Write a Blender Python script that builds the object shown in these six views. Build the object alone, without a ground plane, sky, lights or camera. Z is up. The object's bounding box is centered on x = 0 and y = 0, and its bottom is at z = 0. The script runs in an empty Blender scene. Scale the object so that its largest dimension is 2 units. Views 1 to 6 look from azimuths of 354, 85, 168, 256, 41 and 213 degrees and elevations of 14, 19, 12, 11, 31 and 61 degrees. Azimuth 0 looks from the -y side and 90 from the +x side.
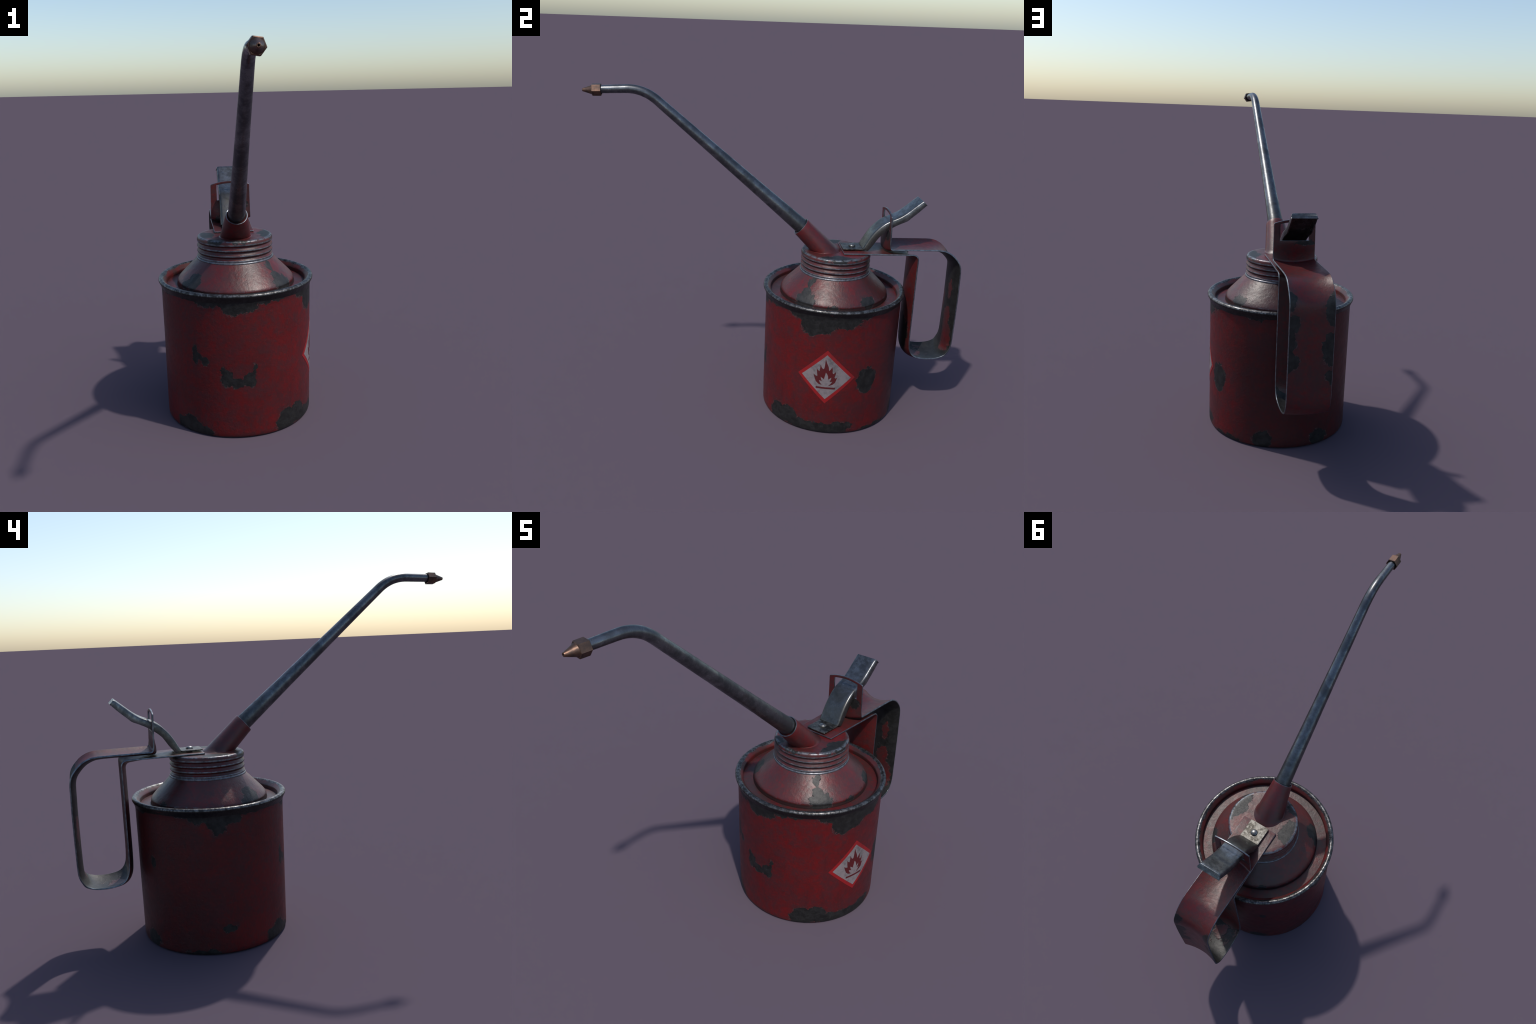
"""A worn red pump oil can: can body, threaded neck, long bent spout, strap handle, thumb lever, hazard label."""
import bpy, bmesh, math, random
from mathutils import Vector, Matrix, noise

random.seed(7)
AX = 0.3177                      # world y of the can's axis; meshes are authored around that axis
D2R = math.pi / 180

# ------------------------------------------------------------------ node helpers
class Mat:
    def __init__(self, name):
        self.m = bpy.data.materials.new(name)
        self.m.use_nodes = True
        self.t = self.m.node_tree
        self.t.nodes.clear()
        self.out = self.t.nodes.new("ShaderNodeOutputMaterial")
        self.b = self.t.nodes.new("ShaderNodeBsdfPrincipled")
        self.t.links.new(self.b.outputs[0], self.out.inputs[0])
        self.co = self.t.nodes.new("ShaderNodeTexCoord").outputs["Object"]

    def put(self, sock, v):
        if isinstance(v, bpy.types.NodeSocket):
            self.t.links.new(v, sock)
        elif isinstance(v, (tuple, list)) and len(v) == 3 and sock.type == "RGBA":
            sock.default_value = (*v, 1)
        else:
            sock.default_value = v

    def set(self, **kw):
        for k, v in kw.items():
            self.put(self.b.inputs[k.replace("_", " ")], v)

    def math(self, op, a, b=0.0, c=0.0, clamp=False):
        n = self.t.nodes.new("ShaderNodeMath")
        n.operation, n.use_clamp = op, clamp
        for i, v in enumerate((a, b, c)):
            self.put(n.inputs[i], v)
        return n.outputs[0]

    def vec(self, op, a, b=(0, 0, 0)):
        n = self.t.nodes.new("ShaderNodeVectorMath")
        if op == "SCALE2":
            op, b = "MULTIPLY", (b, b, b)
        n.operation = op
        self.put(n.inputs[0], a)
        self.put(n.inputs[1], b)
        return n.outputs["Value" if op in ("LENGTH", "DISTANCE", "DOT_PRODUCT") else 0]

    def xyz(self, v=None):
        n = self.t.nodes.new("ShaderNodeSeparateXYZ")
        self.put(n.inputs[0], v or self.co)
        return n.outputs

    def noise(self, scale, detail=3.0, rough=0.5, dist=0.0, co=None, off=(0, 0, 0), stretch=(1, 1, 1), color=False):
        mp = self.t.nodes.new("ShaderNodeMapping")
        self.put(mp.inputs[0], co or self.co)
        mp.inputs["Location"].default_value = off
        mp.inputs["Scale"].default_value = stretch
        n = self.t.nodes.new("ShaderNodeTexNoise")
        self.put(n.inputs["Vector"], mp.outputs[0])
        n.inputs["Scale"].default_value, n.inputs["Detail"].default_value = scale, detail
        n.inputs["Roughness"].default_value, n.inputs["Distortion"].default_value = rough, dist
        return n.outputs[1 if color else 0]

    def voro(self, scale, co=None, feature="F1", off=(0, 0, 0)):
        mp = self.t.nodes.new("ShaderNodeMapping")
        self.put(mp.inputs[0], co or self.co)
        mp.inputs["Location"].default_value = off
        n = self.t.nodes.new("ShaderNodeTexVoronoi")
        n.feature = feature
        n.inputs["Scale"].default_value = scale
        self.put(n.inputs["Vector"], mp.outputs[0])
        return n.outputs["Distance"]

    def step(self, v, lo, hi, a=0.0, b=1.0):
        n = self.t.nodes.new("ShaderNodeMapRange")
        n.interpolation_type = "SMOOTHSTEP"
        self.put(n.inputs[0], v)
        for i, x in zip((1, 2, 3, 4), (lo, hi, a, b)):
            self.put(n.inputs[i], x)
        return n.outputs[0]

    def mix(self, f, a, b, mode="MIX"):
        n = self.t.nodes.new("ShaderNodeMix")
        n.data_type, n.blend_type = "RGBA", mode
        self.put(n.inputs[0], f)
        self.put(n.inputs[6], a)
        self.put(n.inputs[7], b)
        return n.outputs[2]

    def mixf(self, f, a, b):
        n = self.t.nodes.new("ShaderNodeMix")
        self.put(n.inputs[0], f)
        self.put(n.inputs[2], a)
        self.put(n.inputs[3], b)
        return n.outputs[0]

    def bump(self, h, strength, dist, nrm=None):
        n = self.t.nodes.new("ShaderNodeBump")
        n.inputs["Strength"].default_value, n.inputs["Distance"].default_value = strength, dist
        self.put(n.inputs["Height"], h)
        if nrm:
            self.put(n.inputs["Normal"], nrm)
        return n.outputs[0]

    def flake_co(self):
        """Object coordinates pulled towards cell centres, so that spot outlines break along angular flakes."""
        if not hasattr(self, "_fl"):
            co = self.co
            for scale, pull, off in ((34, 0.42, 0.3), (80, 0.42, 0.8)):
                n = self.t.nodes.new("ShaderNodeTexVoronoi")
                n.inputs["Scale"].default_value = scale
                wob = self.vec("SCALE2", self.vec("SUBTRACT", self.noise(scale * 0.8, 2, 0.5, color=True, off=(off, off, off)), (0.5, 0.5, 0.5)), 0.5 / scale)
                self.put(n.inputs["Vector"], self.vec("ADD", self.co, wob))
                d = self.vec("SUBTRACT", n.outputs["Position"], self.co)
                co = self.vec("ADD", co, self.vec("SCALE2", d, pull))
            self._fl = co
        return self._fl

    def blobs(self, spots):
        """Largest of (1 - distance / radius) over ellipsoidal spots: positive inside a spot."""
        best = None
        co = self.flake_co()
        for c, r in spots:
            d = self.vec("SUBTRACT", co, c)
            d = self.vec("MULTIPLY", d, tuple(1 / x for x in r))
            d = self.math("SUBTRACT", 1.0, self.vec("LENGTH", d))
            best = d if best is None else self.math("MAXIMUM", best, d)
        return best

RED, RED_DARK, GRIME = (0.114, 0.0046, 0.0050), (0.066, 0.0060, 0.0068), (0.046, 0.0130, 0.0155)
STEEL_DARK = (0.040, 0.043, 0.046)

def paint(m, chip=None, dirt=0.5, age=0.0, dark_mask=None, metal_bits=None, streak=1.0, rough=0.44, grain=1.0, offset=(0, 0, 0), spec=0.5):
    """Weathered red paint; chip > 0 is bare dark metal; metal_bits in 0..1 is rubbed bright metal."""
    big = m.noise(4.2, 4, 0.6, 0.3, off=offset)
    mid = m.noise(24, 6, 0.74, 0.3, off=offset)
    fine = m.noise(105, 3, 0.6, off=offset)
    strk = m.noise(26, 3, 0.6, off=offset, stretch=(1.6, 1.6, 0.3))
    col = m.mix(m.step(m.math("ADD", m.math("MULTIPLY", big, 0.6), m.math("MULTIPLY", mid, 0.5)), 0.40, 0.72), RED, RED_DARK)
    g = m.math("ADD", m.math("MULTIPLY", m.noise(40, 5, 0.75, 0.4, off=offset), 0.55), m.math("MULTIPLY", m.noise(7.5, 5, 0.65, 0.5, off=(3.1, 1.7, 0.4)), 0.5))
    col = m.mix(m.math("MULTIPLY", m.step(g, 0.46, 0.62), dirt), col, GRIME)
    col = m.mix(m.math("MULTIPLY", m.step(strk, 0.56, 0.75), 0.30 * streak), col, (0.026, 0.006, 0.0075))
    col = m.mix(m.math("MULTIPLY", m.step(fine, 0.55, 0.75), 0.42), col, (0.030, 0.0075, 0.0085))
    spk = m.noise(62, 5, 0.75, 0.2, off=(1, 5, 2))
    col = m.mix(m.math("MULTIPLY", m.step(spk, 0.52, 0.68), 0.45), col, (0.046, 0.0095, 0.0110))
    col = m.mix(m.math("MULTIPLY", m.step(spk, 0.46, 0.34), 0.50), col, (0.140, 0.0055, 0.0060))
    if age:
        a1 = m.step(m.math("ADD", m.math("MULTIPLY", m.noise(9, 6, 0.72, 0.6, off=(6, 2, offset[0])), 0.7), m.math("MULTIPLY", m.noise(48, 4, 0.7), 0.4)), 0.42, 0.66)
        col = m.mix(m.math("MULTIPLY", a1, age), col, (0.036, 0.0185, 0.0172))
    if dark_mask is not None:
        col = m.mix(dark_mask, col, (0.020, 0.0100, 0.0098))
    # little pale nicks
    nick = m.math("MULTIPLY", m.step(m.voro(23, off=(0.3, 0.1, 0.7)), 0.055, 0.02), m.step(m.noise(9, 2), 0.5, 0.6))
    col = m.mix(m.math("MULTIPLY", nick, 0.4), col, (0.11, 0.07, 0.07))
    rgh = m.math("ADD", rough, m.math("MULTIPLY", m.math("SUBTRACT", mid, 0.5), 0.35))
    h = m.math("ADD", m.math("MULTIPLY", m.noise(60, 4, 0.65), 0.6), m.math("MULTIPLY", mid, 0.8))
    met = 0.0
    if chip is not None:
        k = m.step(chip, -0.022, 0.030)
        halo = m.step(m.math("ADD", chip, m.math("MULTIPLY", m.math("SUBTRACT", m.noise(28, 5, 0.72), 0.5), 1.1)), -0.30, 0.12)
        col = m.mix(m.math("MULTIPLY", halo, 0.7), col, (0.034, 0.0125, 0.0135))
        edge = m.math("MULTIPLY", m.step(chip, -0.045, -0.006), m.math("SUBTRACT", 1.0, k))
        col = m.mix(m.math("MULTIPLY", edge, 0.45), col, (0.105, 0.052, 0.050))
        bare = m.mix(m.step(m.noise(34, 4, 0.65), 0.35, 0.7), (0.0135, 0.0130, 0.0128), (0.028, 0.0272, 0.0268))
        col = m.mix(k, col, bare)
        rgh = m.mixf(k, rgh, m.math("ADD", 0.42, m.math("MULTIPLY", fine, 0.16)))
        met = m.math("MULTIPLY", k, 0.35)
        h = m.math("SUBTRACT", h, m.math("MULTIPLY", k, 1.6))
    if metal_bits is not None:
        br = m.mix(m.step(m.noise(45, 4, 0.7), 0.3, 0.7), (0.070, 0.078, 0.090), (0.22, 0.24, 0.265))
        col = m.mix(metal_bits, col, br)
        met = m.math("MAXIMUM", met, m.math("MULTIPLY", metal_bits, 0.85))
        rgh = m.mixf(metal_bits, rgh, 0.36)
    m.set(Base_Color=col, Roughness=rgh, Metallic=met, Normal=m.bump(h, 0.35 * grain, 0.0035))
    m.b.inputs["Specular IOR Level"].default_value = spec
    return m.m

def torn(m, base, amount=0.36):
    """Ragged flake outline: fine chunky noise added to a smooth spot mask."""
    n1 = m.math("SUBTRACT", m.noise(17, 5, 0.65, 0.4), 0.5)
    n2 = m.math("SUBTRACT", m.noise(75, 4, 0.7), 0.5)
    return m.math("ADD", base, m.math("ADD", m.math("MULTIPLY", n1, amount * 1.9), m.math("MULTIPLY", n2, amount * 0.42)))

def on_can(ang, z, ra, rz, R=0.374):
    a = ang * D2R
    return ((R * math.sin(a), -R * math.cos(a), z), (ra, ra, rz))

# ------------------------------------------------------------------ geometry helpers
ROOT = bpy.data.objects.new("oil_can", None)
ROOT.empty_display_size = 0.2
ROOT.location = (0, AX, 0)
bpy.context.collection.objects.link(ROOT)
ROOT["label"] = "worn red metal pump oil can with long bent spout and strap handle"
ROOT["category"] = "oil can"

def make(name, bm, mats, parent=ROOT, angle=38, smooth=True):
    me = bpy.data.meshes.new(name)
    bmesh.ops.recalc_face_normals(bm, faces=bm.faces)
    bm.to_mesh(me)
    bm.free()
    for mt in mats:
        me.materials.append(mt)
    if smooth:
        me.polygons.foreach_set("use_smooth", [True] * len(me.polygons))
        me.set_sharp_from_angle(angle=angle * D2R)
    ob = bpy.data.objects.new(name, me)
    bpy.context.collection.objects.link(ob)
    ob.parent = parent
    return ob

def lathe(profile, segs=160, closed=False, wobble=None):
    bm = bmesh.new()
    rings = []
    for R, z in profile:
        if R < 1e-6:
            rings.append([bm.verts.new((0, 0, z))])
            continue
        ring = []
        for i in range(segs):
            a = 2 * math.pi * i / segs
            r = R + (wobble(a, z) if wobble else 0)
            ring.append(bm.verts.new((r * math.sin(a), -r * math.cos(a), z)))
        rings.append(ring)
    pairs = list(zip(rings, rings[1:])) + ([(rings[-1], rings[0])] if closed else [])
    for a, b in pairs:
        for i in range(segs):
            j = (i + 1) % segs
            if len(a) == 1 and len(b) == 1:
                continue
            if len(a) == 1:
                bm.faces.new((a[0], b[i], b[j]))
            elif len(b) == 1:
                bm.faces.new((a[i], b[0], a[j]))
            else:
                bm.faces.new((a[i], b[i], b[j], a[j]))
    return bm

def catmull(pts, per=6):
    P = [Vector(p) for p in pts]
    P = [2 * P[0] - P[1]] + P + [2 * P[-1] - P[-2]]
    out = []
    for i in range(1, len(P) - 2):
        p0, p1, p2, p3 = P[i - 1:i + 3]
        for k in range(per):
            t = k / per
            out.append(0.5 * (2 * p1 + (p2 - p0) * t + (2 * p0 - 5 * p1 + 4 * p2 - p3) * t * t + (3 * p1 - p0 - 3 * p2 + p3) * t ** 3))
    out.append(P[-2])
    return out

def fillet(corner, a, b, r_len, n=8):
    """Points of a rounded corner between directions to a and b, cut back by r_len."""
    c = Vector(corner)
    p, q = c + (Vector(a) - c).normalized() * r_len, c + (Vector(b) - c).normalized() * r_len
    return [p * (1 - t) ** 2 + c * 2 * t * (1 - t) + q * t * t for t in (k / n for k in range(n + 1))]

def smooth01(v, lo, hi):
    t = min(1, max(0, (v - lo) / (hi - lo)))
    return t * t * (3 - 2 * t)

# ------------------------------------------------------------------ can body
m = Mat("can_paint")
spots = [on_can(*s) for s in (
    # flaked areas hanging from the rim
    (-24, .690, .085, .036), (-8, .672, .050, .055), (4, .678, .055, .045), (20, .694, .100, .026),
    (52, .690, .050, .040), (64, .650, .058, .072), (75, .655, .070, .062), (92, .665, .085, .040), (106, .690, .050, .030),
    (-96, .655, .052, .062), (-107, .680, .065, .034), (-84, .680, .045, .046), (-70, .694, .075, .020), (-122, .696, .060, .020),
    (150, .690, .060, .024), (-165, .694, .070, .020), (-45, .698, .05, .014),
    # free patches on the wall
    (-11.5, .305, .032, .042), (-4, .284, .040, .024), (4.5, .298, .034, .036), (8.5, .345, .014, .034), (-15, .345, .014, .020),
    (-34, .408, .026, .022), (-29, .388, .022, .018),
    (113, .312, .058, .076),
    (-90, .128, .036, .020), (-36, .409, .018, .050), (-150, .440, .020, .030),
    # bare steel creeping up from the foot
    (35, .045, .060, .072), (46, .060, .060, .056), (60, .030, .085, .040), (76, .020, .100, .042), (91, .035, .065, .038), (98, .045, .030, .026),
    (-42, .030, .062, .060), (-53, .035, .035, .035), (157, .040, .055, .050), (-156, .040, .055, .044), (-31, .020, .05, .03), (-110, .004, .09, .022), (125, .005, .09, .024))]
chip = torn(m, m.blobs(spots))
z = m.xyz()[2]
low = m.math("SUBTRACT", 0.10, m.math("MULTIPLY", z, 9.0))         # scuffed ring at the foot
brow = m.math("ADD", m.math("MULTIPLY", m.math("SUBTRACT", z, 0.7040), 26.0), m.math("MULTIPLY", m.math("SUBTRACT", m.noise(11, 5, 0.65), 0.5), 1.2))
chip = m.math("MAXIMUM", chip, brow)
chip = m.math("MAXIMUM", chip, m.math("ADD", m.math("SUBTRACT", low, 0.10), m.math("MULTIPLY", m.math("SUBTRACT", m.noise(14, 4, 0.6), 0.5), 0.30)))
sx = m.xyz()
rear_dark = m.math("MULTIPLY", m.step(m.math("ADD", m.math("SUBTRACT", sx[1], m.math("MULTIPLY", sx[0], 0.35)), m.math("MULTIPLY", m.math("SUBTRACT", m.noise(5, 5, 0.65, 0.4), 0.5), 0.7)), -0.05, 0.38), 0.5)  # colour made darker towards the +y side, with a noisy border
CAN_PAINT = paint(m, chip, dirt=0.65, age=0.08, grain=1.2, spec=0.30, dark_mask=rear_dark)
bm = lathe([(0, .006), (.340, .006), (.352, .001), (.358, 0), (.3645, .0015), (.3690, .006), (.3708, .013), (.3714, .025)]
           + [(.3714 + .0034 * k / 24, .025 + .635 * k / 24) for k in range(1, 25)]
           + [(.3752, .668), (.3768, .680), (.3800, .691), (.3840, .7000), (.3868, .7045)], 192,
           wobble=lambda a, zz: 0.0012 * noise.noise((2.2 * math.sin(a), 2.2 * math.cos(a), zz * 4)) * (1 if zz > .01 else 0))
can = make("can_body", bm, [CAN_PAINT])

# ------------------------------------------------------------------ rolled rim with inner wall
m = Mat("rim_metal")
R = m.vec("LENGTH", m.vec("MULTIPLY", m.co, (1, 1, 0)))
inner = m.step(m.math("ADD", R, m.math("MULTIPLY", m.math("SUBTRACT", m.noise(15, 5, 0.65), 0.5), 0.028)), 0.3655, 0.3635)
n = m.noise(42, 5, 0.68)
n = m.math("ADD", m.math("MULTIPLY", n, 0.6), m.math("MULTIPLY", m.noise(130, 3, 0.6), 0.4))
bare = m.mix(m.step(n, 0.42, 0.62), (0.034, 0.033, 0.033), (0.170, 0.168, 0.168))
under = m.step(m.xyz()[2], .7155, .7090)
bare = m.mix(m.math("MULTIPLY", under, 0.9), bare, (0.030, 0.029, 0.029))
red = m.mix(m.step(m.noise(16, 4, 0.6), 0.35, 0.65), (0.085, 0.008, 0.008), (0.036, 0.014, 0.013))
m.set(Base_Color=m.mix(inner, bare, red), Metallic=m.math("MULTIPLY", m.math("SUBTRACT", 1.0, inner), 0.85),
      Roughness=m.mixf(inner, m.step(n, 0.35, 0.65, 0.46, 0.34), 0.45), Normal=m.bump(m.noise(70, 3, 0.6), 0.35, 0.003))
bm = lathe([(.3850, .7010), (.3880, .7048), (.3898, .7090), (.3899, .7135), (.3880, .7182), (.3835, .7220), (.3780, .7236), (.3725, .7228),
            (.3660, .7180), (.3580, .7100), (.3515, .7040), (.3495, .7005), (.3488, .6960), (.3488, .6780), (.3600, .6740), (.3760, .6780)],
           192, closed=True, wobble=lambda a, zz: 0.0004 * noise.noise((9 * math.sin(a), 9 * math.cos(a), zz * 20)))
make("can_rim", bm, [m.m])

# ------------------------------------------------------------------ recessed top plate and conical shoulder
m = Mat("lid_paint")
TOP_PAINT = paint(m, None, spec=0.36, dirt=0.85, age=1.0, streak=0.3, rough=0.42, grain=1.2, offset=(1.3, .2, 2.0))
bm = lathe([(.286, .6825), (.300, .6828), (.318, .6826), (.338, .6822), (.3495, .6822), (.3495, .676), (.286, .676)], 160, closed=True)
make("top_plate", bm, [TOP_PAINT])

m = Mat("shoulder_paint")
sp = [on_can(*s) for s in (
    (49, .710, .060, .040, .285), (47, .748, .024, .030, .252), (45, .782, .013, .034, .222), (44, .800, .020, .012, .205),
    (119, .716, .048, .034, .283), (-52, .732, .044, .046, .270), (-62, .712, .030, .024, .286), (80, .700, .030, .010, .293), (-150, .705, .03, .012, .292))]
chip = torn(m, m.blobs(sp), 0.30)
z = m.xyz()[2]
wear = m.math("MULTIPLY", m.step(m.math("ABSOLUTE", m.math("SUBTRACT", z, 0.706)), 0.006, 0.001), m.step(m.noise(38, 4, 0.7), 0.55, 0.66))
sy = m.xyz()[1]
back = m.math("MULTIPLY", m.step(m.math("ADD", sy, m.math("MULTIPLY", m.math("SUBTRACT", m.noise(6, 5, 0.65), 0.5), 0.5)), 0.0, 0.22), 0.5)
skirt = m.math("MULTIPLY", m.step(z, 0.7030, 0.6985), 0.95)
SHOULDER = paint(m, chip, dirt=0.75, age=0.55, dark_mask=m.math("MAXIMUM", back, skirt), metal_bits=m.math("MULTIPLY", wear, 0.6), streak=0.8, rough=0.40, grain=1.5, offset=(.7, 2.2, .3))
bm = lathe([(.2975, .679), (.2972, .6855), (.2960, .6905), (.2945, .6945), (.2938, .6990), (.2940, .7025), (.2934, .7060), (.2915, .7098), (.2880, .7150), (.2820, .7225), (.2740, .7315)]
           + [(.2740 - .0815 * k / 12, .7315 + .0825 * k / 12) for k in range(1, 13)], 160)
make("shoulder", bm, [SHOULDER])

# ------------------------------------------------------------------ threaded neck with cap
m = Mat("neck_paint")
sx = m.xyz()
R = m.vec("LENGTH", m.vec("MULTIPLY", m.co, (1, 1, 0)))
crest = m.math("MULTIPLY", m.step(m.math("ADD", R, m.math("MULTIPLY", m.math("SUBTRACT", m.noise(34, 4, 0.65), 0.5), 0.004)), 0.1880, 0.1892), m.step(sx[2], .912, .908))
edge = m.math("MULTIPLY", m.math("MULTIPLY", m.step(sx[2], .9195, .9225), m.step(sx[2], .9277, .9268)), m.step(m.noise(26, 5, 0.72), 0.42, 0.52))
sp = [((.158, -.006, .927), (.045, .055, .03)), ((.150, -.062, .927), (.03, .035, .03)), ((.165, .045, .927), (.02, .04, .03)), ((-.138, -.03, .927), (.038, .06, .03)),
      ((-.110, -.145, .927), (.045, .03, .03)), ((-.145, .0, .927), (.035, .05, .03)), ((.02, -.18, .927), (.06, .014, .02)), ((-.06, .165, .927), (.06, .02, .02))]
chip = torn(m, m.blobs(sp), 0.42)
NECK = paint(m, chip, spec=0.40, dirt=0.6, age=0.75, metal_bits=m.math("MAXIMUM", m.math("MULTIPLY", crest, 0.8), m.math("MULTIPLY", edge, 0.75)), streak=0.2, rough=0.42, grain=1.1, offset=(5, .4, .9))
prof = [(.1860, .8085), (.1915, .8105), (.1938, .8140), (.1940, .8175), (.1925, .8205), (.1895, .8225)]
prof += [(.1893, .8245), (.1902, .8275), (.1895, .8305), (.1855, .8345)]
for zc in (.8530, .8795, .9060):
    prof += [(.1815, zc - .0148), (.1810, zc - .0118), (.1842, zc - .0080), (.1880, zc - .0050), (.1894, zc - .0022), (.1892, zc + .0012), (.1868, zc + .0060)]
prof = prof[:-1] + [(.1890, .9090), (.1885, .9140), (.1872, .9190), (.1845, .9235), (.1805, .9262), (.1750, .9274), (.1600, .9278), (.10, .9278), (0, .9278)]
make("threaded_neck", lathe(prof, 160), [NECK])

# ------------------------------------------------------------------ spout: collar, tapered bent tube, nozzle
spout = bpy.data.objects.new("spout", None)
spout.parent = ROOT
bpy.context.collection.objects.link(spout)

def worn_edge_metal(name):
    m = Mat(name)
    n = m.noise(50, 4, 0.65)
    m.set(Base_Color=m.mix(m.step(n, 0.35, 0.7), (0.105, 0.115, 0.130), (0.215, 0.235, 0.260)), Metallic=0.9, Roughness=0.36, Normal=m.bump(n, 0.25, 0.002))
    return m.m
EDGE = worn_edge_metal("rubbed_edge")

m = Mat("collar_paint")
sx = m.xyz()
foot = m.math("MULTIPLY", m.step(m.math("ADD", sx[1], m.math("MULTIPLY", m.noise(20, 4, 0.6), 0.08)), -.09, .03), 0.55)
COLLAR = paint(m, None, dirt=0.55, age=0.45, dark_mask=foot, streak=0.0, rough=0.42, grain=0.8, offset=(2, 7, .5))
bm = bmesh.new()
ax = Vector((0, -.760, .650)).normalized()
up = Vector((0, .650, .760)).normalized()
rim_c, base_c = Vector((0, .1187 - AX, 1.0571)), Vector((0, .2560 - AX, .9250))
N, rows = 72, []
def collar_ring(t, grow=0.0):
    ring = []
    for i in range(N):
        a = 2 * math.pi * i / N
        top = rim_c + Vector((1, 0, 0)) * (.0516 + grow) * math.cos(a) + up * (.0516 + grow) * math.sin(a)
        bot = base_c + Vector((.0775 * math.cos(a), .0830 * math.sin(a), 0))
        ring.append(bm.verts.new(top.lerp(bot, t)))
    return ring
rows = [collar_ring(k / 14) for k in range(15)]
fl = []                                                        # weld fillet where it meets the cap
for i in range(N):
    a = 2 * math.pi * i / N
    fl.append(bm.verts.new(base_c + Vector((.0815 * math.cos(a), .0870 * math.sin(a), .0030))))
rows[-1:] = [[bm.verts.new(v.co + Vector((0, 0, .0055))) for v in rows[-1]]]
rows.append(fl)
rows.append([bm.verts.new(v.co - Vector((0, 0, .012))) for v in fl])
for a, b in zip(rows, rows[1:]):
    for i in range(N):
        bm.faces.new((a[i], a[(i + 1) % N], b[(i + 1) % N], b[i]))
def circle(c, r):
    return [bm.verts.new(c + Vector((1, 0, 0)) * r * math.cos(2 * math.pi * i / N) + up * r * math.sin(2 * math.pi * i / N)) for i in range(N)]
lips = [rows[0], circle(rim_c + ax * .0016, .0510), circle(rim_c + ax * .0020, .0490), circle(rim_c + ax * .0008, .0462), circle(rim_c - ax * .006, .0446), circle(rim_c - ax * .008, .0400)]
for k, (a, b) in enumerate(zip(lips, lips[1:])):
    for i in range(N):
        f = bm.faces.new((a[(i + 1) % N], a[i], b[i], b[(i + 1) % N]))
        f.material_index = 1 if k < 3 else 0
bmesh.ops.delete(bm, geom=[v for v in bm.verts if not v.link_faces], context="VERTS")
make("spout_collar", bm, [COLLAR, EDGE], spout, angle=50)

m = Mat("spout_steel")
n1, n2 = m.noise(11, 6, 0.68, 0.4), m.noise(40, 5, 0.7)
w = m.math("ADD", m.math("MULTIPLY", n1, 0.7), m.math("MULTIPLY", n2, 0.35))
sx = m.xyz()
near = m.step(m.math("ADD", sx[1], m.math("MULTIPLY", n1, 0.10)), -.36, -.08)        # sootier towards the collar
col = m.mix(m.step(w, 0.42, 0.64), (0.082, 0.087, 0.094), (0.178, 0.186, 0.195))
col = m.mix(m.math("MULTIPLY", near, 0.65), col, (0.055, 0.055, 0.051))
col = m.mix(m.math("MULTIPLY", m.step(m.noise(8, 5, 0.7, off=(4, 4, 4)), 0.54, 0.70), 0.5), col, (0.078, 0.068, 0.053))
m.set(Base_Color=col, Metallic=0.92, Roughness=m.math("ADD", m.step(w, 0.40, 0.68, 0.40, 0.23), m.math("MULTIPLY", near, 0.10)), Normal=m.bump(n2, 0.18, 0.0025))
STEEL_TUBE = m.m

def sweep(path, radius, segs=40):
    """Round tube along points in the plane x = 0; the last ring may be narrower."""
    bm = bmesh.new()
    rings = []
    for i, p in enumerate(path):
        t = (path[min(i + 1, len(path) - 1)] - path[max(i - 1, 0)]).normalized()
        nrm = Vector((0, -t.z, t.y))
        r = radius(i / (len(path) - 1), p)
        rings.append([bm.verts.new(p + Vector((1, 0, 0)) * r * math.cos(2 * math.pi * k / segs) + nrm * r * math.sin(2 * math.pi * k / segs)) for k in range(segs)])
    for a, b in zip(rings, rings[1:]):
        for k in range(segs):
            bm.faces.new((a[k], a[(k + 1) % segs], b[(k + 1) % segs], b[k]))
    return bm
P3 = lambda y, zz: Vector((0, y - AX, zz))
tip_dir = Vector((0, -1, -.038)).normalized()
corner = P3(-.702, 1.7605)
low_end, tip_end = P3(.170, 1.0165), P3(-.935, 1.7502)
bend = fillet(corner, low_end, tip_end, .088, 22)
path = [low_end.lerp(bend[0], k / 40) for k in range(40)] + bend + [bend[-1].lerp(tip_end, k / 12) for k in range(1, 13)]
radii = [(-.95, .0193), (-.80, .0212), (-.70, .0232), (-.573, .0253), (-.427, .0278), (-.22, .0320), (-.06, .0360), (.115, .0415), (.2, .0428)]
def tube_r(s, p):
    y = p.y + AX
    for (a, ra), (b, rb) in zip(radii, radii[1:]):
        if y <= b:
            return ra + (rb - ra) * max(0, (y - a) / (b - a))
    return radii[-1][1]
make("spout_tube", sweep(path, tube_r), [STEEL_TUBE], spout)

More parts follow.
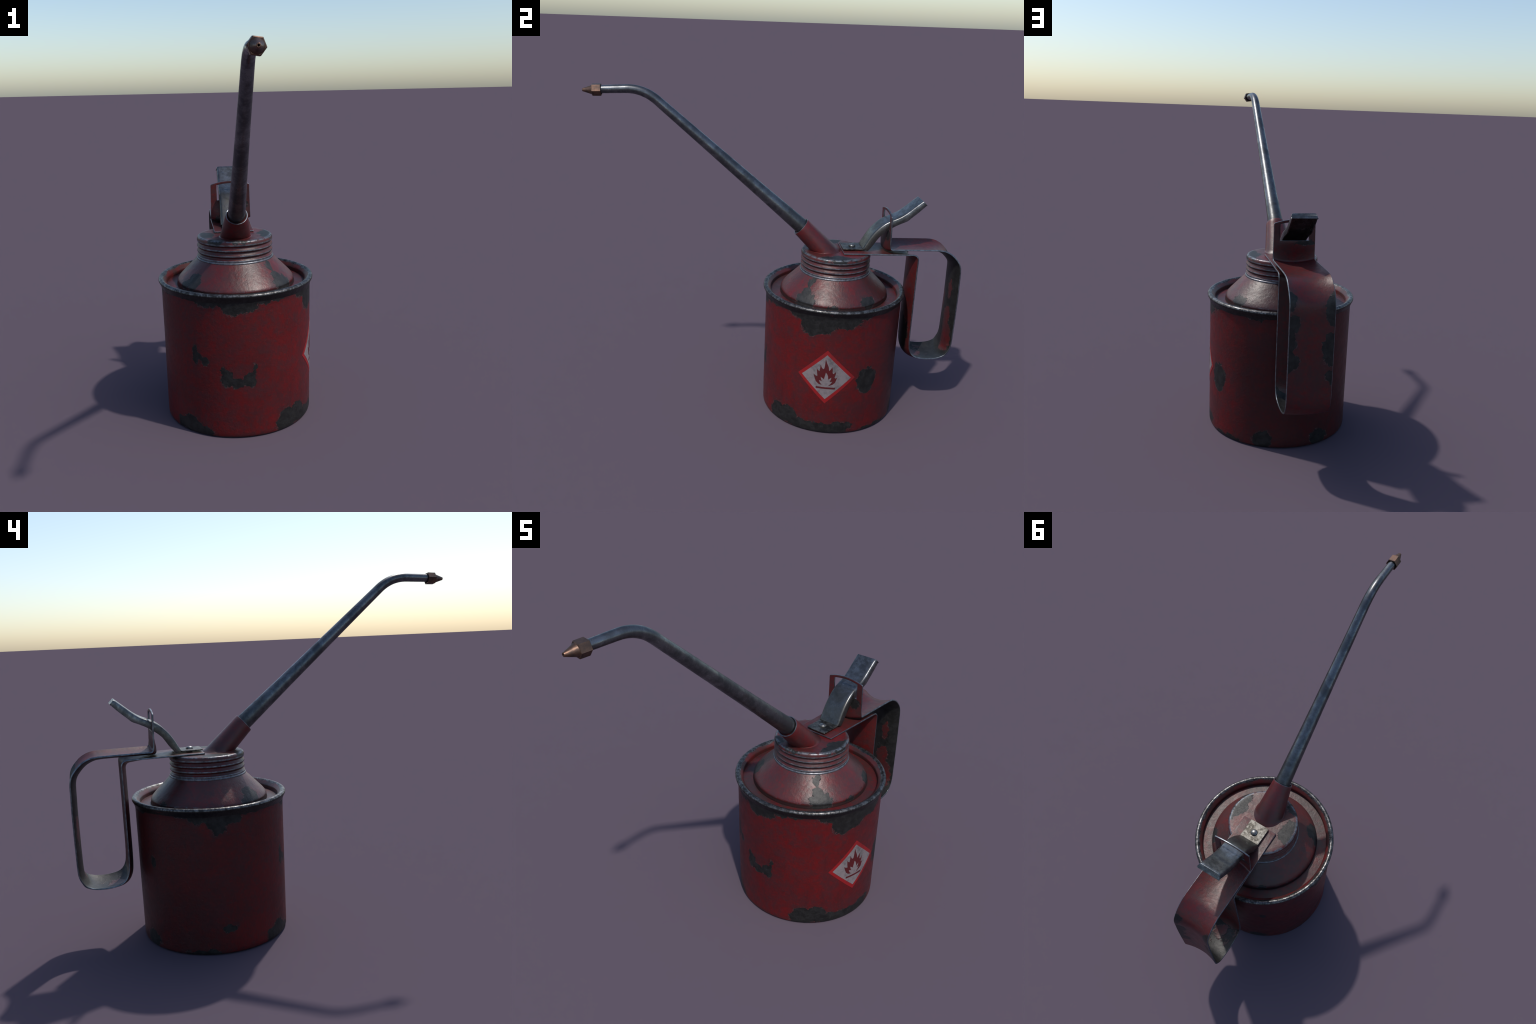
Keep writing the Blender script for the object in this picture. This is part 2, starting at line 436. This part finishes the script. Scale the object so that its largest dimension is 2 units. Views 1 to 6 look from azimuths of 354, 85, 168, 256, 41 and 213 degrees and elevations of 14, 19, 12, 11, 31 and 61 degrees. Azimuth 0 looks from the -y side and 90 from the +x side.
m = Mat("nozzle_bronze")
n1, n2 = m.noise(22, 5, 0.65, 0.3), m.noise(80, 3, 0.6)
m.set(Base_Color=m.mix(m.step(n1, 0.38, 0.66), (0.170, 0.096, 0.066), (0.080, 0.055, 0.045)), Metallic=0.85,
      Roughness=m.step(n1, 0.35, 0.7, 0.34, 0.52), Normal=m.bump(n2, 0.2, 0.002))
BRONZE = m.m
m = Mat("nozzle_bore")
m.set(Base_Color=(0.01, 0.008, 0.008), Roughness=0.8)
BORE = m.m
nozzle = bpy.data.objects.new("nozzle", None)
nozzle.parent = spout
bpy.context.collection.objects.link(nozzle)
tip = P3(-1.0, 1.7463)
sx_ax, sy_ax = Vector((1, 0, 0)), Vector((0, tip_dir.z, -tip_dir.y))
def along(bm, back, r, n, a0=0.0, flat=None):
    """Ring of n points at a distance back from the tip."""
    c = tip - tip_dir * back
    return [bm.verts.new(c + sx_ax * r * math.cos(a0 + 2 * math.pi * k / n) + sy_ax * r * math.sin(a0 + 2 * math.pi * k / n)) for k in range(n)]
def skin(bm, rings, mats=None):
    for j, (a, b) in enumerate(zip(rings, rings[1:])):
        for k in range(len(a)):
            f = bm.faces.new((a[k], a[(k + 1) % len(a)], b[(k + 1) % len(a)], b[k]))
            f.material_index = mats[j] if mats else 0
bm = bmesh.new()
H0 = 52 * D2R
hexs = [along(bm, .0475, .0278, 6, H0), along(bm, .0495, .0312, 6, H0), along(bm, .0905, .0318, 6, H0), along(bm, .0925, .0300, 6, H0)]
skin(bm, hexs)
# annular front and back faces around the cone and the tube
for hx, back, r in ((hexs[0], .0475, .0205), (hexs[3], .0925, .0238)):
    ring = along(bm, back, r, 36, H0)
    for k in range(6):
        a, b = hx[k], hx[(k + 1) % 6]
        run = [ring[(k * 6 + i) % 36] for i in range(7)]
        for i in range(6):
            bm.faces.new((a if i < 3 else b, run[i], run[i + 1]))
        bm.faces.new((a, run[3], b))
    if back > .06:
        deep = along(bm, .072, .0236, 36, H0)
        skin(bm, [ring, deep], [1])
make("nut", bm, [BRONZE, BORE], nozzle, angle=30)
bm = bmesh.new()
cone = [along(bm, .060, .0245, 36), along(bm, .0480, .0245, 36), along(bm, .0445, .0222, 36), along(bm, .0040, .0084, 36), along(bm, .0008, .0074, 36),
        along(bm, 0, .0060, 36), along(bm, .0006, .0036, 36), along(bm, .02, .0034, 36)]
skin(bm, cone, [0, 0, 0, 0, 0, 0, 1])
bm.faces.new(cone[-1]).material_index = 1
make("nozzle_cone", bm, [BRONZE, BORE], nozzle, angle=50)

# ------------------------------------------------------------------ strap handle with slotted upright tab
def strap_material(name, inside):
    m = Mat(name)
    sx = m.xyz()
    W = lambda y: y - AX
    if inside:
        base = m.math("SUBTRACT", m.noise(6, 5, 0.62, 0.3, off=(.4, 1.2, 2.1)), 0.40)
        lower = m.step(sx[2], .42, .30)
        base = m.math("SUBTRACT", base, m.math("MULTIPLY", m.math("MAXIMUM", 0.0, m.blobs([((.03, W(.99), .53), (.040, .06, .09)), ((.035, W(.99), .72), (.026, .06, .08)), ((.045, W(.98), .41), (.06, .07, .11)), ((-.06, W(.98), .60), (.03, .06, .10))])), 1.1))
        base = m.math("ADD", base, m.math("MULTIPLY", m.step(sx[1], W(.85), W(.95)), 0.12))
        base = m.math("SUBTRACT", base, m.math("MULTIPLY", lower, 0.13))
        base = m.math("SUBTRACT", base, m.math("MULTIPLY", m.step(sx[1], W(.765), W(.735)), 0.9))
        base = m.math("MAXIMUM", base, m.blobs([((-.04, W(.62), .955), (.06, .05, .05)), ((.06, W(.59), 1.03), (.035, .04, .03)), ((.0, W(.745), .62), (.05, .03, .10))]))
    else:
        spots = [((.104, W(1.0), .875), (.040, .05, .060)), ((.085, W(1.0), .765), (.036, .05, .045)), ((-.100, W(1.0), .830), (.035, .05, .085)),
                 ((.104, W(1.0), .670), (.040, .05, .060)), ((.096, W(1.0), .580), (.052, .05, .044)), ((-.098, W(1.0), .640), (.050, .05, .085)),
                 ((-.103, W(1.0), .510), (.028, .05, .034)), ((-.045, W(.59), 1.045), (.05, .03, .014)),
                 ((.0, W(.74), .45), (.09, .05, .12))]
        base = m.blobs(spots)
        lower = 0.0
    chip = torn(m, base, 0.30)
    return paint(m, chip, dirt=0.8, age=0.75 if inside else 0.5, spec=0.45, streak=0.3, rough=0.42, grain=1.1, offset=(8, 3, 1) if inside else (2.5, 9, 4))
OUT, INS = strap_material("strap_paint", False), strap_material("strap_inside", True)

edge_line = [(.3440, .9325), (.45, .9325), (.60, .9322)]
edge_line += [(p.x, p.y) for p in (Vector((v.x, v.y)) for v in fillet((.7515, .932, 0), (.60, .932, 0), (.7505, .60, 0), .034, 8))]
leg = [(.7505, .78), (.7500, .60), (.7505, .43), (.7590, .362), (.7870, .3255), (.8330, .3120), (.8760, .3090), (.9210, .3130), (.9590, .3270), (.9770, .3490), (.9920, .3880), (.9955, .46),
       (.9970, .67), (.9955, .775), (.9940, .836), (.9865, .872), (.9680, .9015), (.9345, .9345), (.8930, .9545), (.8500, .9595)]
edge_line += [(v.x, v.y) for v in catmull([(a, b, 0) for a, b in [edge_line[-1]] + leg], 4)][1:]
edge_line += [(.80, .9600), (.74, .9602), (.68, .9604), (.635, .9604)]
edge_line += [(v.x, v.y) for v in fillet((.5945, .9605, 0), (.66, .9605, 0), (.5900, 1.05, 0), .015, 6)]
TAB0 = len(edge_line)
rows_tab = [.992, 1.010, 1.028, 1.044, 1.0580, 1.075, 1.095, 1.1150, 1.1290, 1.1360, 1.1425]
edge_line += [(.5915 - .0055 * (zz - .975) / .17, zz) for zz in rows_tab]
SILL, TOPW = TAB0 + 4, TAB0 + 8
WIN = .0712
cols = [-1, -.985, -.93, -.85, -.76, -WIN / .1035, -.5, -.33, -.165, 0, .165, .33, .5, WIN / .1035, .76, .85, .93, .985, 1]
bm = bmesh.new()
grid = []
for i, (y, zz) in enumerate(edge_line):
    hw = .1000 + .0050 * smooth01(y, .44, .70) if i < 8 else .1055
    if i >= TAB0:
        hw = .1050 - .0015 * (zz - .99) / .15
    row = []
    for u in cols:
        d = 1 - u * u
        if i < TAB0 - 7:
            w = smooth01(y, .56, .735) if i < 20 and zz > .85 else 1.0
            dy, dz = -.0225 * d * w, -.0200 * d * w
        else:
            f = smooth01(zz, .955, 1.058)
            g = smooth01(zz, 1.085, 1.128)
            dy, dz = (-.0225 * (1 - f)) * d, (-.020 * (1 - f) + .0185 * g) * d
        v = Vector((-hw * u, y - AX + dy, zz + dz))
        # slightly rounded plate corners and tab corners
        if i == 0 and abs(u) == 1:
            v.y += .006
        if i == len(edge_line) - 1 and abs(u) == 1:
            v.z -= .005
        row.append(bm.verts.new(v))
    grid.append(row)
wl, wr = cols.index(-WIN / .1035), cols.index(WIN / .1035)
for i in range(len(grid) - 1):
    for j in range(len(cols) - 1):
        if SILL <= i < TOPW and wl <= j < wr:
            continue
        bm.faces.new((grid[i][j], grid[i + 1][j], grid[i + 1][j + 1], grid[i][j + 1]))
bmesh.ops.delete(bm, geom=[v for v in bm.verts if not v.link_faces], context="VERTS")
first = grid[3][3]
strap = make("strap_handle", bm, [OUT, INS, EDGE], angle=50)
bpy.context.view_layer.update()
flip = strap.data.polygons[0].normal.z > 0
if flip:
    strap.data.flip_normals()
so = strap.modifiers.new("sheet", "SOLIDIFY")
so.thickness, so.offset, so.use_even_offset = .0074, 0.0, True
so.material_offset, so.material_offset_rim = 1, 2
be = strap.modifiers.new("edge", "BEVEL")
be.width, be.segments, be.limit_method, be.angle_limit, be.material = .0018, 2, "ANGLE", 50 * D2R, 2

# ------------------------------------------------------------------ thumb lever
lever = bpy.data.objects.new("lever", None)
lever.parent = ROOT
bpy.context.collection.objects.link(lever)
m = Mat("lever_steel")
n1, n2 = m.noise(15, 6, 0.68, 0.4), m.noise(55, 4, 0.7)
w = m.math("ADD", m.math("MULTIPLY", n1, 0.65), m.math("MULTIPLY", n2, 0.4))
sx = m.xyz()
sooty = m.step(m.math("ADD", sx[2], m.math("MULTIPLY", n1, 0.14)), 1.22, 1.10)
col = m.mix(m.step(w, 0.42, 0.66), (0.088, 0.092, 0.096), (0.200, 0.205, 0.210))
col = m.mix(m.math("MULTIPLY", sooty, 0.7), col, (0.092, 0.085, 0.070))
col = m.mix(m.math('MULTIPLY', m.step(m.noise(12, 6, 0.75, 0.5, off=(9, 1, 4)), 0.52, 0.66), 0.6), col, (0.045, 0.045, 0.043))
m.set(Base_Color=col, Metallic=0.92, Roughness=m.step(w, 0.40, 0.68, 0.39, 0.25), Normal=m.bump(n2, 0.2, 0.0022))
STEEL = m.m

top = [(.4520, .9500), (.4680, .9780), (.4840, 1.0060), (.5030, 1.0340), (.5240, 1.0580), (.5490, 1.0810), (.5750, 1.0985), (.6000, 1.1100), (.6240, 1.1200), (.6480, 1.1320), (.6690, 1.1455), (.6900, 1.1620), (.7220, 1.1890), (.7580, 1.2185)]
bot = [(.4810, .9400), (.4990, .9630), (.5180, .9915), (.5370, 1.0175), (.5600, 1.0395), (.5830, 1.0570), (.6080, 1.0735), (.6330, 1.0870), (.6600, 1.0990), (.6830, 1.1095), (.7020, 1.1260), (.7180, 1.1400), (.7450, 1.1640), (.7800, 1.1985)]
T = catmull([(0, y - AX, zz) for y, zz in top], 4)
Bt = catmull([(0, y - AX, zz) for y, zz in bot], 4)
for dy, dz in ((.0022, .0002), (.0042, -.0010), (.0056, -.0030)):      # rolled-over end
    T.append(T[len(bot) * 4 - 4] + Vector((0, dy, dz)))
    Bt.append(Bt[len(bot) * 4 - 4] + Vector((0, dy * .15, dz * .1)))
bm = bmesh.new()
sect = []
for a, b in zip(T, Bt):
    ring = []
    for x, s in ((-.0612, 1), (-.0608, .6), (-.0596, .24), (-.0575, .10), (-.0535, .025), (-.046, 0), (-.02, 0), (.02, 0), (.046, 0), (.0535, .025), (.0575, .10), (.0596, .24), (.0608, .6), (.0612, 1)):
        ring.append(bm.verts.new(Vector((x, 0, 0)) + a.lerp(b, s)))
    sect.append(ring)
for a, b in zip(sect, sect[1:]):
    for k in range(len(a) - 1):
        bm.faces.new((a[k], a[k + 1], b[k + 1], b[k]))
e = sect[-1]                                                    # sloping front lip closes the end of the channel
h = len(e) // 2
for k in range(h - 1):
    bm.faces.new((e[k], e[k + 1], e[-2 - k], e[-1 - k]))
lv = make("thumb_lever", bm, [STEEL], lever, angle=35)
bpy.context.view_layer.update()
c = lv.data.polygons[6].normal
if c.z < 0:
    lv.data.flip_normals()
so = lv.modifiers.new("sheet", "SOLIDIFY")
so.thickness, so.offset = .0055, -1.0
be = lv.modifiers.new("edge", "BEVEL")
be.width, be.segments, be.limit_method, be.angle_limit = .0026, 3, "ANGLE", 35 * D2R

def slab(name, x0, x1, y0, y1, z0, z1, mat, parent, bevel=.0015, corner=.006):
    bm = bmesh.new()
    pts = [(x0 + corner, y0), (x1 - corner, y0), (x1, y0 + corner), (x1, y1), (x0, y1), (x0, y0 + corner)]
    lo = [bm.verts.new((x, y, z0)) for x, y in pts]
    hi = [bm.verts.new((x, y, z1)) for x, y in pts]
    bm.faces.new(hi)
    bm.faces.new(lo[::-1])
    for k in range(len(pts)):
        bm.faces.new((lo[k], lo[(k + 1) % len(pts)], hi[(k + 1) % len(pts)], hi[k]))
    ob = make(name, bm, [mat], parent, angle=30)
    bv = ob.modifiers.new("edge", "BEVEL")
    bv.width, bv.segments, bv.limit_method = bevel, 2, "ANGLE"
    return ob
m = Mat("lever_foot_steel")
n1, n2 = m.noise(18, 6, 0.7, 0.3), m.noise(60, 4, 0.7)
m.set(Base_Color=m.mix(m.step(m.math("ADD", m.math("MULTIPLY", n1, 0.6), m.math("MULTIPLY", n2, 0.45)), 0.46, 0.60), (0.040, 0.037, 0.032), (0.150, 0.143, 0.130)), Metallic=0.9,
      Roughness=m.step(n1, 0.35, 0.7, 0.40, 0.52), Normal=m.bump(n2, 0.3, 0.003))
FOOT = m.m
slab("lever_foot", -.0555, .0555, .3455 - AX, .4560 - AX, .9430, .9492, FOOT, lever, .0013, .004)
bm = lathe([(.0150, .9350), (.0150, .9480), (.0182, .9490), (.0186, .9512), (.0176, .9545), (.0145, .9580), (.0095, .9603), (.0045, .9612), (0, .9615)], 40)
m = Mat("rivet_steel")
n1 = m.noise(40, 4, 0.7)
m.set(Base_Color=m.mix(m.step(n1, 0.35, 0.7), (0.11, 0.11, 0.105), (0.26, 0.26, 0.255)), Metallic=0.9, Roughness=0.38)
rv = make("rivet", bm, [m.m], lever, angle=50)
rv.location = (0, .4040 - AX, 0)

# ------------------------------------------------------------------ hazard label
label = bpy.data.objects.new("hazard_label", None)
label.parent = ROOT
bpy.context.collection.objects.link(label)
LA, LZ = 78.25 * D2R, .342
wall = lambda zz: .3714 + .0034 * max(0, zz - .025) / .635

def label_material(name, col, dirty, amount):
    m = Mat(name)
    n = m.math("ADD", m.math("MULTIPLY", m.noise(13, 6, 0.68, 0.4), 0.7), m.math("MULTIPLY", m.noise(60, 4, 0.7), 0.3))
    m.set(Base_Color=m.mix(m.math("MULTIPLY", m.step(n, 0.44, 0.68), amount), col, dirty), Roughness=m.step(n, 0.3, 0.7, 0.42, 0.58),
          Normal=m.bump(m.noise(60, 4, 0.65), 0.2, 0.003))
    return m.m
LAB_RED = label_material("label_border", (0.235, 0.0060, 0.0070), (0.120, 0.0090, 0.0110), 0.8)
LAB_WHITE = label_material("label_ground", (0.200, 0.166, 0.170), (0.080, 0.074, 0.077), 0.95)
LAB_FLAME = label_material("label_flame", (0.075, 0.0050, 0.0060), (0.045, 0.0085, 0.0095), 0.7)

def decal(name, loops, lift, mat):
    """Thin film cut to a flat outline, then wrapped round the can's wall."""
    bm = bmesh.new()
    for loop in loops:
        edges = []
        vs = [bm.verts.new((a, b, 0)) for a, b in loop]
        f = bm.faces.new(vs)
        bmesh.ops.triangulate(bm, faces=[f], ngon_method="EAR_CLIP")
    for k in range(-20, 21):
        bmesh.ops.bisect_plane(bm, geom=bm.verts[:] + bm.edges[:] + bm.faces[:], plane_co=(k * .008, 0, 0), plane_no=(1, 0, 0))
    for k in range(-6, 7):
        bmesh.ops.bisect_plane(bm, geom=bm.verts[:] + bm.edges[:] + bm.faces[:], plane_co=(0, k * .025, 0), plane_no=(0, 1, 0))
    for v in bm.verts:
        a, zz = LA + v.co.x / .374, LZ + v.co.y
        r = wall(zz) + lift
        v.co = (r * math.sin(a), -r * math.cos(a), zz)
    rim = bmesh.ops.extrude_edge_only(bm, edges=[e for e in bm.edges if e.is_boundary])
    for v in rim["geom"]:
        if isinstance(v, bmesh.types.BMVert):
            k = (wall(v.co.z) - .001) / math.hypot(v.co.x, v.co.y)
            v.co.x, v.co.y = v.co.x * k, v.co.y * k
    ob = make(name, bm, [mat], label, angle=50)
    p = ob.data.polygons[0]
    if p.normal.dot(Vector((p.center.x, p.center.y, 0))) < 0:
        ob.data.flip_normals()
    return ob
dia = lambda a, b: [(0, b), (-a, 0), (0, -b), (a, 0)]
decal("label_border", [dia(.1535, .1560)], .0009, LAB_RED)
decal("label_ground", [dia(.1310, .1300)], .0016, LAB_WHITE)
MM = .001
flame = [(-21, -46), (-39, -41), (-53, -28), (-61, -7), (-67, 13), (-57, 5), (-46, 2), (-49, 25), (-51, 46), (-44, 38), (-36, 33), (-34, 51), (-32, 71), (-26, 57), (-20, 49), (-15, 48),
         (-12, 53), (-10, 67), (-9, 82), (-7, 105), (0, 85), (10, 62), (14, 39), (22, 49), (29, 63), (32, 47), (32, 30), (36, 23), (42, 27), (50, 37), (49, 21), (44, 4), (46, -1), (50, -3),
         (58, 4), (53, -13), (48, -28), (37, -39), (27, -44), (13, -49), (25, -37), (35, -20), (28, -24), (20, -24), (25, -13), (28, 3), (12, -11), (10, 8), (4, 21), (-3, 29),
         (-7, 8), (-11, -11), (-29, 2), (-26, -12), (-21, -23), (-37, -19), (-31, -33)]
decal("flame_symbol", [[(a * MM, b * MM) for a, b in flame]], .0023, LAB_FLAME)
decal("ground_bar", [[(-.0515, -.0580), (-.0515, -.0680), (.0505, -.0680), (.0505, -.0580)]], .0023, LAB_FLAME)
